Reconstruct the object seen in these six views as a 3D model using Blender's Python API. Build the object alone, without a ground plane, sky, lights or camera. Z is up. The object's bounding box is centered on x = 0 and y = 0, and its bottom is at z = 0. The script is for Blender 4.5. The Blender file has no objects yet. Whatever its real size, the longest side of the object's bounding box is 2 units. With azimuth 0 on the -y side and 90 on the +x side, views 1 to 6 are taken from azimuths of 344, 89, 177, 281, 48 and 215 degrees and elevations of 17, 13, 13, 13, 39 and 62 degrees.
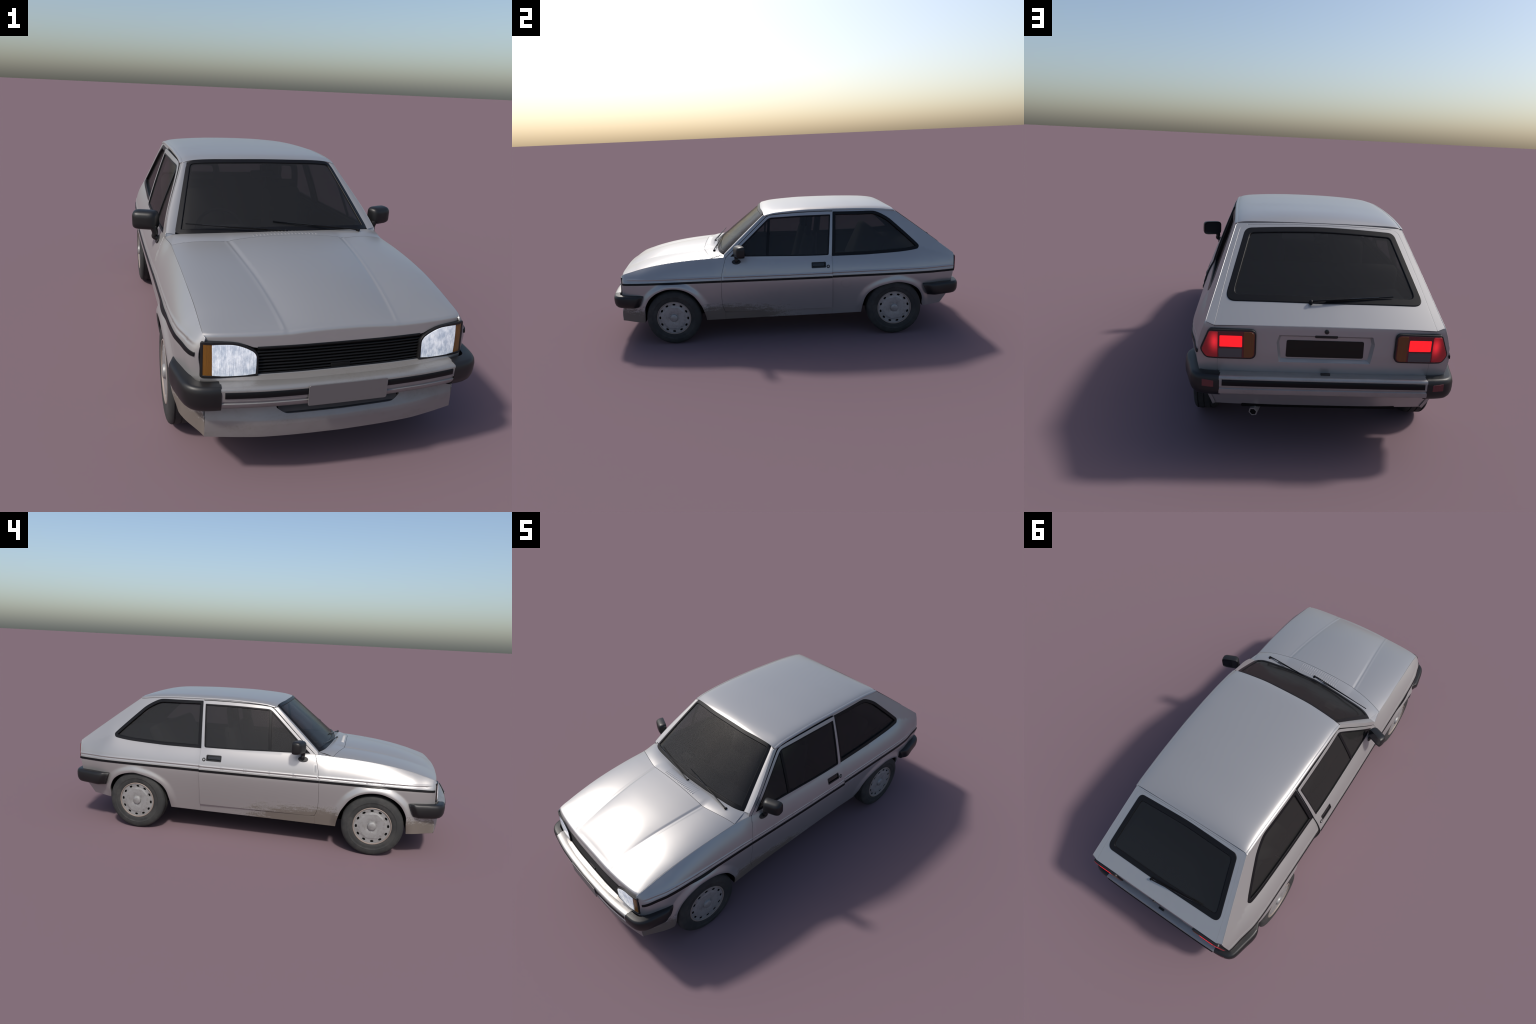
# Silver three-door hatchback car, built panel by panel.
# Front of the car points to -y, right hand side (seen from the driver facing forward: left) is +x.
import bpy, math
import numpy as np
from mathutils import Vector, Matrix
from mathutils.geometry import delaunay_2d_cdt

rng = np.random.default_rng(7)

# ------------------------------------------------------------------ maths helpers
def pchip(pts):
    """monotone cubic through control points -> vectorised function, linear outside"""
    P = np.array(sorted(pts), float)
    x, y = P[:, 0], P[:, 1]
    h = np.diff(x)
    d = np.diff(y) / h
    m = np.zeros(len(x))
    for i in range(1, len(x) - 1):
        if d[i - 1] * d[i] > 0:
            w1 = 2 * h[i] + h[i - 1]
            w2 = h[i] + 2 * h[i - 1]
            m[i] = (w1 + w2) / (w1 / d[i - 1] + w2 / d[i])
    m[0], m[-1] = d[0], d[-1]

    def f(t):
        t = np.asarray(t, float)
        i = np.clip(np.searchsorted(x, t) - 1, 0, len(x) - 2)
        hh = h[i]
        s = np.clip((t - x[i]) / hh, 0, 1)
        r = ((1 + 2 * s) * (1 - s) ** 2 * y[i] + s * (1 - s) ** 2 * hh * m[i]
             + s * s * (3 - 2 * s) * y[i + 1] + s * s * (s - 1) * hh * m[i + 1])
        r = np.where(t < x[0], y[0] + m[0] * (t - x[0]), r)
        return np.where(t > x[-1], y[-1] + m[-1] * (t - x[-1]), r)
    return f


def sstep(a, b, x):
    t = np.clip((np.asarray(x, float) - a) / (b - a), 0, 1)
    return t * t * (3 - 2 * t)


def crom(pts, n=8, closed=False):
    """Catmull-Rom (centripetal-ish) through control points"""
    P = np.array(pts, float)
    out = []
    m = len(P)
    rngi = range(m) if closed else range(m - 1)
    for i in rngi:
        p1, p2 = P[i], P[(i + 1) % m]
        p0 = P[i - 1] if (i > 0 or closed) else 2 * p1 - p2
        p3 = P[(i + 2) % m] if (i + 2 < m or closed) else 2 * p2 - p1
        for k in range(n):
            t = k / n
            out.append(.5 * (2 * p1 + (p2 - p0) * t + (2 * p0 - 5 * p1 + 4 * p2 - p3) * t * t
                             + (3 * p1 - p0 - 3 * p2 + p3) * t ** 3))
    if not closed:
        out.append(P[-1])
    return np.array(out)


def rounded(pts, rad, n=6):
    """closed polygon with filleted corners; rad is one value or a list"""
    P = np.array(pts, float)
    m = len(P)
    R = [rad] * m if np.isscalar(rad) else rad
    out = []
    for i in range(m):
        p, a, b = P[i], P[i - 1], P[(i + 1) % m]
        da, db = a - p, b - p
        la, lb = np.linalg.norm(da), np.linalg.norm(db)
        r = min(R[i], la * .49, lb * .49)
        if r < 1e-5:
            out.append(p)
            continue
        s, e = p + da / la * r, p + db / lb * r
        for k in range(n + 1):
            t = k / n
            out.append((1 - t) ** 2 * s + 2 * t * (1 - t) * p + t * t * e)
    return np.array(out)


def area(P):
    x, y = P[:, 0], P[:, 1]
    return .5 * np.sum(x * np.roll(y, -1) - y * np.roll(x, -1))


def resample(P, h):
    """resample closed polygon edges to spacing <= h, keep corners"""
    out = []
    for i in range(len(P)):
        a, b = P[i], P[(i + 1) % len(P)]
        L = np.linalg.norm(b - a)
        if L < 1e-6:
            continue
        k = max(1, int(math.ceil(L / h)))
        for j in range(k):
            out.append(a + (b - a) * j / k)
    return np.array(out)


def inset(P, d):
    """move the closed polygon inwards by d"""
    P = np.array(P, float)
    if area(P) < 0:
        P = P[::-1]
    a, b = np.roll(P, 1, 0), np.roll(P, -1, 0)
    e1, e2 = P - a, b - P
    n1 = np.stack([-e1[:, 1], e1[:, 0]], 1) / (np.linalg.norm(e1, axis=1)[:, None] + 1e-12)
    n2 = np.stack([-e2[:, 1], e2[:, 0]], 1) / (np.linalg.norm(e2, axis=1)[:, None] + 1e-12)
    n = n1 + n2
    n /= np.linalg.norm(n, axis=1)[:, None] + 1e-12
    c = np.clip(np.sum(n * n1, 1), .45, 1)
    return P + n * (d / c)[:, None]


def inside(P, q):
    x, y = q[:, 0], q[:, 1]
    r = np.zeros(len(q), bool)
    j = len(P) - 1
    for i in range(len(P)):
        xi, yi, xj, yj = P[i, 0], P[i, 1], P[j, 0], P[j, 1]
        c = ((yi > y) != (yj > y)) & (x < (xj - xi) * (y - yi) / (yj - yi + 1e-30) + xi)
        r ^= c
        j = i
    return r


def polydist(P, q, closed=True):
    """distance of points q to polyline P"""
    A = P
    B = np.roll(P, -1, 0)
    if not closed:
        A, B = P[:-1], P[1:]
    best = np.full(len(q), 1e9)
    for a, b in zip(A, B):
        d = b - a
        t = np.clip(((q - a) @ d) / (d @ d + 1e-18), 0, 1)
        best = np.minimum(best, np.hypot(*(q - a - t[:, None] * d).T))
    return best


# ------------------------------------------------------------------ object helpers
def new_obj(name, me, mats, parent):
    for m in mats:
        me.materials.append(m)
    o = bpy.data.objects.new(name, me)
    bpy.context.scene.collection.objects.link(o)
    if parent is not None:
        o.parent = parent
    return o


def panel(name, outline, P, mats, parent, holes=(), h=.012, th=.005, side=1, flip=1, extra=None,
          lift=0., edge=.0009, hb=None, rim=0):
    """sheet part: polygon `outline` (with holes) in a 2D domain lifted by P(a,b)->Nx3, given thickness and
    a softly rounded edge. Normals come from the surface itself so that panels shade as smooth sheet metal.
    flip=-1 turns the outside round; side=-1 mirrors the part to the other flank."""
    hb = hb or h * .7
    outer = resample(np.array(outline, float), hb)
    if area(outer) < 0:
        outer = outer[::-1]
    loops = [outer]
    for q in holes:
        q = resample(np.array(q, float), hb)
        if area(q) > 0:
            q = q[::-1]
        loops.append(q)
    lo, hi = outer.min(0), outer.max(0)
    nx, ny = max(2, int((hi[0] - lo[0]) / h)), max(2, int((hi[1] - lo[1]) / h))
    g = np.stack(np.meshgrid(np.linspace(lo[0], hi[0], nx + 1), np.linspace(lo[1], hi[1], ny + 1)), -1).reshape(-1, 2)
    near = h * .45
    if extra is not None and len(extra):
        extra = np.array(extra, float)
        k = inside(outer, extra)
        for q in loops:
            k &= polydist(q, extra) > .0015
        for q in loops[1:]:
            k &= ~inside(q, extra)
        extra = extra[k]
        if len(extra) and len(g):
            # drop grid points too close to the extra ones
            keep = np.ones(len(g), bool)
            for c in range(0, len(g), 2000):
                dd = np.sqrt(((g[c:c + 2000, None, :] - extra[None]) ** 2).sum(-1)).min(1)
                keep[c:c + 2000] = dd > h * .4
            g = g[keep]
    k = inside(outer, g)
    g = g[k]
    k = np.ones(len(g), bool)
    for q in loops:
        k &= polydist(q, g) > near
    for q in loops[1:]:
        k &= ~inside(q, g)
    g = g[k]
    if extra is not None and len(extra):
        g = np.vstack([g, extra])
    pts, edges = [], []
    for q in loops:
        b = len(pts)
        pts += [tuple(p) for p in q]
        edges += [(b + i, b + (i + 1) % len(q)) for i in range(len(q))]
    pts += [tuple(p) for p in g]
    vo, _, fo, orig, _, _ = delaunay_2d_cdt([Vector(p) for p in pts], edges, [], 0, 1e-7)
    D = np.array([(v.x, v.y) for v in vo])
    F = np.array([f[:3] for f in fo])
    cen = D[F].mean(1)
    ok = inside(outer, cen)
    for q in loops[1:]:
        ok &= ~inside(q, cen)
    F = F[ok]
    # orient ccw
    a, b, c = D[F[:, 0]], D[F[:, 1]], D[F[:, 2]]
    cr = (b[:, 0] - a[:, 0]) * (c[:, 1] - a[:, 1]) - (b[:, 1] - a[:, 1]) * (c[:, 0] - a[:, 0])
    F[cr < 0] = F[cr < 0][:, ::-1]

    def evalPN(Q):
        e = 6e-4
        p = P(Q[:, 0], Q[:, 1])
        pa = P(Q[:, 0] + e, Q[:, 1]) - P(Q[:, 0] - e, Q[:, 1])
        pb = P(Q[:, 0], Q[:, 1] + e) - P(Q[:, 0], Q[:, 1] - e)
        n = np.cross(pa, pb)
        n /= np.linalg.norm(n, axis=1)[:, None] + 1e-15
        return p, n
    V, N0 = evalPN(D)
    N = N0 * flip
    V = V + N * lift
    nv = len(V)
    verts = [V, V - N * th]
    norms = [N, -N]
    faces = [tuple(f) for f in F] if flip > 0 else [tuple(f[::-1]) for f in F]
    mi = [0] * len(F)
    faces += [tuple(nv + i for i in (f[::-1] if flip > 0 else f)) for f in F]
    mi += [1 if len(mats) > 1 else 0] * len(F)
    base = 2 * nv
    for q in loops:
        p, n0 = evalPN(q)
        n = n0 * flip
        p = p + n * lift
        t = np.roll(p, -1, 0) - np.roll(p, 1, 0)
        t /= np.linalg.norm(t, axis=1)[:, None] + 1e-15
        o = np.cross(t, n0)
        m = len(q)
        ed = min(edge, th * .4)
        verts += [p, p + o * ed - n * ed, p + o * ed - n * (th - ed), p - n * th]
        norms += [n, o, o, -n]
        for r in range(3):
            for i in range(m):
                j = (i + 1) % m
                f = (base + r * m + i, base + (r + 1) * m + i, base + (r + 1) * m + j, base + r * m + j)
                faces.append(f if flip > 0 else f[::-1])
                mi.append(rim if r else 0)
        base += 4 * m
    V = np.vstack(verts)
    N = np.vstack(norms)
    if side < 0:
        V = V * [-1, 1, 1]
        N = N * [-1, 1, 1]
        faces = [f[::-1] for f in faces]
    me = bpy.data.meshes.new(name)
    me.from_pydata(V.tolist(), [], [tuple(int(i) for i in f) for f in faces])
    me.polygons.foreach_set('material_index', mi)
    me.polygons.foreach_set('use_smooth', [True] * len(me.polygons))
    me.update()
    me.normals_split_custom_set_from_vertices([tuple(n) for n in N])
    return new_obj(name, me, mats, parent)


def finish(name, V, F, mats, parent, side=1, angle=35, mi=None, smooth=True):
    V = np.array(V, float)
    F = [tuple(int(i) for i in f) for f in F]
    if side < 0:
        V = V * [-1, 1, 1]
        F = [f[::-1] for f in F]
    me = bpy.data.meshes.new(name)
    me.from_pydata(V.tolist(), [], F)
    if mi:
        me.polygons.foreach_set('material_index', mi)
    me.polygons.foreach_set('use_smooth', [smooth] * len(me.polygons))
    me.update()
    if smooth:
        me.set_sharp_from_angle(angle=math.radians(angle))
    return new_obj(name, me, mats, parent)


def loft(name, rings, mats, parent, side=1, cap=True, closed=True, angle=35, flip=False, loop=False):
    """skin a list of rings (each n x 3)"""
    R = [np.array(r, float) for r in rings]
    n = len(R[0])
    V = np.vstack(R)
    F = []
    m = len(R)
    for i in range(m if loop else m - 1):
        i2 = (i + 1) % m
        for j in range(n if closed else n - 1):
            k = (j + 1) % n
            F.append((i * n + j, i * n + k, i2 * n + k, i2 * n + j))
    if cap and closed and not loop:
        F.append(tuple(range(n))[::-1])
        F.append(tuple((m - 1) * n + j for j in range(n)))
    if flip:
        F = [f[::-1] for f in F]
    return finish(name, V, F, mats, parent, side, angle)


def ruled(name, A, B, mats, parent, side=1, n=6, bulge=0., flip=False, angle=30):
    """sheet between two 3D curves with the same number of points, optionally bulged along its normal"""
    A, B = np.array(A, float), np.array(B, float)
    V, m = [], len(A)
    t = np.gradient(A, axis=0)
    nn = np.cross(t, B - A)
    nn /= np.linalg.norm(nn, axis=1)[:, None] + 1e-15
    if flip:
        nn = -nn
    for i in range(n + 1):
        s = i / n
        V.append(A * (1 - s) + B * s + nn * bulge * 4 * s * (1 - s))
    F = []
    for i in range(n):
        for j in range(m - 1):
            f = (i * m + j, i * m + j + 1, (i + 1) * m + j + 1, (i + 1) * m + j)
            F.append(f[::-1] if flip else f)
    return finish(name, np.vstack(V), F, mats, parent, side, angle)


def tube(name, path, rad, mats, parent, side=1, n=8, closed=False, squash=None, angle=50):
    """tube along a path; rad is a number or one per point"""
    P = np.array(path, float)
    m = len(P)
    T = (np.roll(P, -1, 0) - np.roll(P, 1, 0)) if closed else np.gradient(P, axis=0)
    T /= np.linalg.norm(T, axis=1)[:, None] + 1e-15
    R = np.full(m, rad) if np.isscalar(rad) else np.array(rad)
    rings = []
    u = np.cross(T[0], [0.3, .2, 1.])
    u /= np.linalg.norm(u)
    for i in range(m):
        u = u - T[i] * (u @ T[i])
        u /= np.linalg.norm(u)
        w = np.cross(T[i], u)
        a = np.linspace(0, 2 * math.pi, n, endpoint=False)
        rings.append(P[i] + R[i] * (np.cos(a)[:, None] * u + np.sin(a)[:, None] * w))
    return loft(name, rings, mats, parent, side, True, True, angle, loop=closed)


def rbox(name, c, s, mats, parent, r=.006, rot=(0, 0, 0), side=1, seg=3, taper=None):
    """box with rounded edges: centre c, size s; taper=(fx,fy) scales the top"""
    import bmesh
    bm = bmesh.new()
    bmesh.ops.create_cube(bm, size=1)
    for v in bm.verts:
        k = v.co.z + .5
        fx, fy = (1, 1) if taper is None else (1 + (taper[0] - 1) * k, 1 + (taper[1] - 1) * k)
        v.co = Vector((v.co.x * s[0] * fx, v.co.y * s[1] * fy, v.co.z * s[2]))
    if r > 0:
        bmesh.ops.bevel(bm, geom=bm.edges[:] + bm.verts[:], offset=min(r, min(s) * .48), segments=seg, profile=.5, affect='EDGES')
    M = Matrix.Translation(Vector(c)) @ Matrix.Rotation(rot[2], 4, 'Z') @ Matrix.Rotation(rot[1], 4, 'Y') @ Matrix.Rotation(rot[0], 4, 'X')
    bm.transform(M)
    V = [tuple(v.co) for v in bm.verts]
    F = [tuple(v.index for v in f.verts) for f in bm.faces]
    bm.verts.index_update()
    F = [tuple(v.index for v in f.verts) for f in bm.faces]
    bm.free()
    return finish(name, V, F, mats, parent, side, 40)


def lathe(name, prof, mats, parent, n=64, mi=None):
    """revolve (axial x, radius) profile round the x axis"""
    V, F = [], []
    m = len(prof)
    for i in range(n):
        a = 2 * math.pi * i / n
        for x, r in prof:
            V.append((x, r * math.cos(a), r * math.sin(a)))
    for i in range(n):
        j = (i + 1) % n
        for k in range(m - 1):
            F.append((i * m + k, j * m + k, j * m + k + 1, i * m + k + 1))
    return finish(name, V, F, mats, parent, 1, 40)


# ------------------------------------------------------------------ materials
def mat(name, col=(.5, .5, .5), rough=.5, metal=0., spec=.5, coat=0.):
    m = bpy.data.materials.new(name)
    m.use_nodes = True
    b = m.node_tree.nodes['Principled BSDF']
    b.inputs['Base Color'].default_value = (*col, 1)
    b.inputs['Roughness'].default_value = rough
    b.inputs['Metallic'].default_value = metal
    b.inputs['Specular IOR Level'].default_value = spec
    b.inputs['Coat Weight'].default_value = coat
    b.inputs['Coat Roughness'].default_value = .08
    return m


class NT:
    """short hand for building node trees"""
    def __init__(s, m):
        s.t = m.node_tree
        s.b = s.t.nodes['Principled BSDF']

    def n(s, kind, **kw):
        nd = s.t.nodes.new('ShaderNode' + kind)
        for k, v in kw.items():
            if k.startswith('i_'):
                key = k[2:].replace('_', ' ')
                nd.inputs[int(key) if key.isdigit() else key].default_value = v
            else:
                setattr(nd, k, v)
        return nd

    def l(s, a, b):
        s.t.links.new(a, b)

    def pos(s):
        return s.n('NewGeometry').outputs['Position']

    def math(s, op, a, b=None, c=None, clamp=False):
        nd = s.n('Math', operation=op, use_clamp=clamp)
        for i, v in enumerate((a, b, c)):
            if v is None:
                continue
            if isinstance(v, (int, float)):
                nd.inputs[i].default_value = v
            else:
                s.l(v, nd.inputs[i])
        return nd.outputs[0]

    def noise(s, vec, scale, detail=4, rough=.6, stretch=None, rot=None):
        if stretch is not None or rot is not None:
            mp = s.n('Mapping')
            if stretch is not None:
                mp.inputs['Scale'].default_value = stretch
            if rot is not None:
                mp.inputs['Rotation'].default_value = rot
            s.l(vec, mp.inputs['Vector'])
            vec = mp.outputs[0]
        nd = s.n('TexNoise', i_Scale=scale, i_Detail=detail, i_Roughness=rough)
        s.l(vec, nd.inputs['Vector'])
        return nd.outputs['Fac']

    def ramp(s, v, lo, hi):
        nd = s.n('MapRange', interpolation_type='SMOOTHSTEP')
        nd.inputs['From Min'].default_value = lo
        nd.inputs['From Max'].default_value = hi
        s.l(v, nd.inputs['Value'])
        return nd.outputs[0]

    def mix(s, f, a, b):
        nd = s.n('Mix', data_type='RGBA')
        if isinstance(f, (int, float)):
            nd.inputs[0].default_value = f
        else:
            s.l(f, nd.inputs[0])
        for i, v in ((6, a), (7, b)):
            if isinstance(v, tuple):
                nd.inputs[i].default_value = (*v, 1)
            else:
                s.l(v, nd.inputs[i])
        return nd.outputs[2]

    def bump(s, v, strength=.2, dist=.002):
        nd = s.n('Bump', i_Strength=strength, i_Distance=dist)
        s.l(v, nd.inputs['Height'])
        s.l(nd.outputs[0], s.b.inputs['Normal'])


PAINT = (.375, .368, .364)
PMETAL, PROUGH = .56, .335


def make_paint():
    m = mat('silver_paint', PAINT, PROUGH, PMETAL, .5)
    k = NT(m)
    p = k.pos()
    sep = k.n('SeparateXYZ')
    k.l(p, sep.inputs[0])
    x, y, z = sep.outputs
    # faint smudges and wiped dust in the clear coat
    sm = k.ramp(k.noise(p, 9, 5, .65, stretch=(1, .5, 1)), .56, .78)
    fine = k.ramp(k.noise(p, 55, 4, .7), .6, .8)
    sm = k.math('MULTIPLY', sm, k.math('ADD', .35, fine))
    col = k.mix(k.math('MULTIPLY', sm, .22), PAINT, (.30, .29, .28))
    # road dirt thrown up behind the front wheels and on the front valance sides
    low = k.ramp(z, .270, .125)
    behind = k.math('MULTIPLY', k.ramp(y, -.56, -.42), k.ramp(y, .26, -.36))
    front = k.math('MULTIPLY', k.ramp(y, -.74, -.80), k.ramp(y, -.945, -.925))
    ax = k.math('ABSOLUTE', x)
    sidem = k.ramp(ax, .30, .36)
    area_ = k.math('MULTIPLY', k.math('ADD', behind, k.math('MULTIPLY', front, .9)), k.math('MULTIPLY', low, sidem))
    streak = k.noise(p, 90, 5, .75, stretch=(1, .16, 1), rot=(math.radians(-13), 0, 0))
    grain = k.noise(p, 150, 4, .7)
    tex = k.math('ADD', k.math('MULTIPLY', streak, .65), k.math('MULTIPLY', grain, .35))
    d = k.math('ADD', tex, k.math('MULTIPLY', area_, .50))
    dirt = k.math('MULTIPLY', k.ramp(d, .57, .80), k.ramp(area_, .02, .30))
    dirt = k.math('MULTIPLY', dirt, .85)
    col = k.mix(dirt, col, (.092, .070, .052))
    k.l(col, k.b.inputs['Base Color'])
    inv = k.math('SUBTRACT', 1, dirt)
    k.l(k.math('MULTIPLY', inv, PMETAL), k.b.inputs['Metallic'])
    r = k.math('ADD', PROUGH, k.math('MULTIPLY', dirt, .45))
    r = k.math('ADD', r, k.math('MULTIPLY', sm, .08))
    k.l(r, k.b.inputs['Roughness'])
    return m


paint = make_paint()


def make_darkened(name, col, metal, rough):
    m = mat(name, col, rough, metal, .5)
    k = NT(m)
    p = k.pos()
    n = k.ramp(k.noise(p, 22, 6, .7, stretch=(.5, 1, 1)), .40, .75)
    f = k.ramp(k.noise(p, 160, 3, .7), .45, .8)
    d = k.math('MULTIPLY', n, k.math('ADD', .4, k.math('MULTIPLY', f, .6)))
    k.l(k.mix(k.math('MULTIPLY', d, .55), col, (.16, .14, .12)), k.b.inputs['Base Color'])
    k.l(k.math('ADD', rough, k.math('MULTIPLY', d, .2)), k.b.inputs['Roughness'])
    return m


bumper_m = make_darkened('dark_bumper_metal', (.285, .277, .270), .55, .36)
low_m = make_darkened('shade_darkened_silver_paint', (.27, .258, .250), .5, .42)  # silver taken darker to bake in the shade on valance and apron
rubber = mat('black_rubber', (.006, .006, .007), .38, 0, .17)
plastic = mat('black_bumper_plastic', (.008, .008, .0085), .42, 0, .42)
k = NT(plastic)
pl_n = k.noise(k.pos(), 420, 2, .6)
k.bump(pl_n, .12, .001)
trim = mat('dark_interior_trim', (.022, .022, .024), .7, 0, .3)
cloth = mat('grey_seat_cloth', (.085, .08, .073), .85, 0, .25)  # base lightened and warmed for sunlight falling on the seats
k = NT(cloth)
k.bump(k.noise(k.pos(), 500, 2), .2, .001)
void = mat('unlit_cavity', (.006, .006, .006), .9, 0, .1)
grille_m = mat('grille_black', (.005, .005, .005), .4, 0, .25)
tyre_m = mat('tyre_rubber', (.028, .029, .029), .75, 0, .35)
k = NT(tyre_m)
p_ = k.n('TexCoord').outputs['Object']
dust = k.ramp(k.noise(p_, 14, 5, .7), .4, .75)
k.l(k.mix(dust, (.024, .025, .025), (.045, .044, .042)), k.b.inputs['Base Color'])
k.bump(k.noise(p_, 160, 3), .25, .002)
cap_m = mat('hubcap_silver', (.33, .33, .33), .5, .4, .5)
k = NT(cap_m)
p_ = k.n('TexCoord').outputs['Object']
cd = k.ramp(k.noise(p_, 34, 6, .75), .42, .72)
k.l(k.mix(k.math('MULTIPLY', cd, .5), (.29, .29, .287), (.14, .128, .115)), k.b.inputs['Base Color'])
rim_m = mat('steel_rim_dusty', (.24, .20, .175), .6, .2, .4)
plate_m = mat('plain_grey_plate', (.20, .195, .195), .45, .6, .4)
plate_d = mat('dark_plate', (.010, .008, .006), .5, 0, .3)
pipe_m = mat('exhaust_steel', (.30, .29, .28), .55, .6, .5)
mirror_m = mat('mirror_glass', (.05, .05, .055), .12, .6, .5)
black_gloss = mat('gloss_black', (.012, .012, .013), .22, 0, .5)


def make_glass(name, tint, fac, rough, through):
    """tinted window glass: part of the light goes straight through, the rest meets a dark glossy pane"""
    m = mat(name, tint, rough, 0, .5)
    t = m.node_tree
    b = t.nodes['Principled BSDF']
    tr = t.nodes.new('ShaderNodeBsdfTransparent')
    q = through / (1 - fac)
    tr.inputs[0].default_value = (q * .985, q, q * 1.005, 1)
    mx = t.nodes.new('ShaderNodeMixShader')
    k = NT(m)
    mx.inputs[0].default_value = fac
    n = k.ramp(k.noise(k.pos(), 30, 5, .7), .35, .75)
    k.l(k.math('ADD', rough - .03, k.math('MULTIPLY', n, .10)), b.inputs['Roughness'])
    k.l(tr.outputs[0], mx.inputs[1])
    k.l(b.outputs[0], mx.inputs[2])
    out = t.nodes['Material Output']
    k.l(mx.outputs[0], out.inputs['Surface'])
    return m


glass = make_glass('tinted_side_glass', (.045, .044, .043), .34, .10, .47)
glass_f = make_glass('tinted_windscreen_glass', (.032, .031, .031), .34, .16, .47)
glass_r = make_glass('tinted_rear_glass', (.022, .021, .020), .42, .14, .44)


def make_lens(name, col, emit=0., scale=240, rough=.2, stretch=(1, .05, .05)):
    m = mat(name, col, rough, 0, .5, .4)
    k = NT(m)
    p = k.pos()
    ribs = k.noise(p, scale, 2, .5, stretch=stretch)
    k.bump(ribs, .5, .002)
    if emit:
        k.b.inputs['Emission Color'].default_value = (*col, 1)
        k.b.inputs['Emission Strength'].default_value = emit
    return m


def make_headlens():
    m = mat('headlamp_glass', (.75, .8, .85), .15, 0, .5, .5)
    k = NT(m)
    p = k.pos()
    big = k.noise(p, 38, 4, .7, stretch=(1, 1, .8))
    ribs = k.noise(p, 560, 2, .5, stretch=(1, .05, .08))
    mid = k.noise(p, 95, 3, .6, stretch=(1, .3, .62))
    mixv = k.math('ADD', k.math('MULTIPLY', big, .48), k.math('ADD', k.math('MULTIPLY', ribs, .14), k.math('MULTIPLY', mid, .38)))
    f = k.ramp(mixv, .34, .66)
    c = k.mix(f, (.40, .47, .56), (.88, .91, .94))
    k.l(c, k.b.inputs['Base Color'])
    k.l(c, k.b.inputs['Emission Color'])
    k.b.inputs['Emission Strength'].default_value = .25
    k.bump(ribs, .6, .002)
    return m


head_lens = make_headlens()
amber = make_lens('amber_lens', (.155, .064, .005), .0, 300, .25)
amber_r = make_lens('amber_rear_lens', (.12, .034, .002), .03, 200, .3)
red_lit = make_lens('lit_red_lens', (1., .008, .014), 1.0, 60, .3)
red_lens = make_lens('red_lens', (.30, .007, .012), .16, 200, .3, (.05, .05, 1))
red_dark = make_lens('red_frame_lens', (.10, .006, .010), .05, 200, .3)
grey_lens = make_lens('grey_reversing_lens', (.06, .06, .065), .0, 260, .3, (.05, .05, 1))


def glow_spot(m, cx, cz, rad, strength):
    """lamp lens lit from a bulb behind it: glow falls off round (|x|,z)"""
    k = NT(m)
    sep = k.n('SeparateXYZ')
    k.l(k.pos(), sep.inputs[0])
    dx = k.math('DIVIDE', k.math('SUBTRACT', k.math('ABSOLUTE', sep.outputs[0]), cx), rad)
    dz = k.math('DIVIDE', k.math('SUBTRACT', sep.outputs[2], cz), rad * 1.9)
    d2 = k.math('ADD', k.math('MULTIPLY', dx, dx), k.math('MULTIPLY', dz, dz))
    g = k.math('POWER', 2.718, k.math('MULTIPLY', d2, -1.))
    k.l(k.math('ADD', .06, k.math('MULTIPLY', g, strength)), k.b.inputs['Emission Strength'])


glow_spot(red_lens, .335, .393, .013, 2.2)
refl = make_lens('red_reflector', (.10, .012, .016), .0, 300, .3)

# ------------------------------------------------------------------ the body as functions
# flank: half width x as a function of (y,z), from plan curves measured at the rubbing strip, sill, belt and gutter
XS = pchip([(-.925, .358), (-.921, .362), (-.912, .375), (-.90, .3845), (-.85, .399), (-.8, .411), (-.7, .4175),
            (-.6, .4195), (-.4, .4225), (-.2, .425), (0, .4265), (.3, .426), (.6, .4255), (.7, .425), (.8, .4205),
            (.9, .400), (.94, .3935), (.965, .386)])
ZT = pchip([(-.925, .393), (-.9, .4045), (-.85, .4187), (-.8, .432), (-.7, .452), (-.6, .465), (-.5, .473),
            (-.41, .4775), (-.33, .483), (-.25, .4815), (0, .474), (.2, .4712), (.3, .4655), (.5, .4648),
            (.6, .4685), (.7, .4765), (.763, .490), (.85, .462), (.96, .425)])
XT = pchip([(-.925, .346), (-.917, .349), (-.9, .3535), (-.85, .3555), (-.8, .3575), (-.7, .363), (-.6, .3665),
            (-.5, .3695), (-.41, .371), (-.33, .384), (-.25, .388), (0, .390), (.2, .389), (.3, .3865), (.5, .3825),
            (.6, .380), (.7, .3765), (.763, .3690), (.85, .3725), (.96, .3735)])
XB = pchip([(-.93, .351), (-.80, .398), (-.45, .391), (-.3, .384), (0, .379), (.3, .376), (.45, .379), (.79, .364),
            (.9, .337), (.96, .33)])
ZG = pchip([(-.33, .66), (-.095, .694), (-.05, .7042), (.05, .712), (.15, .716), (.25, .7155), (.35, .7135),
            (.45, .7105), (.55, .7040), (.60, .6985), (.641, .6915), (.75, .608), (.85, .531), (.96, .4475), (1, .417)])
XG = pchip([(-.33, .320), (-.095, .299), (-.05, .2985), (.05, .3005), (.25, .3005), (.45, .2965), (.55, .2935),
            (.641, .2920), (.75, .3175), (.85, .3405), (.96, .3655), (1, .374)])
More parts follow.
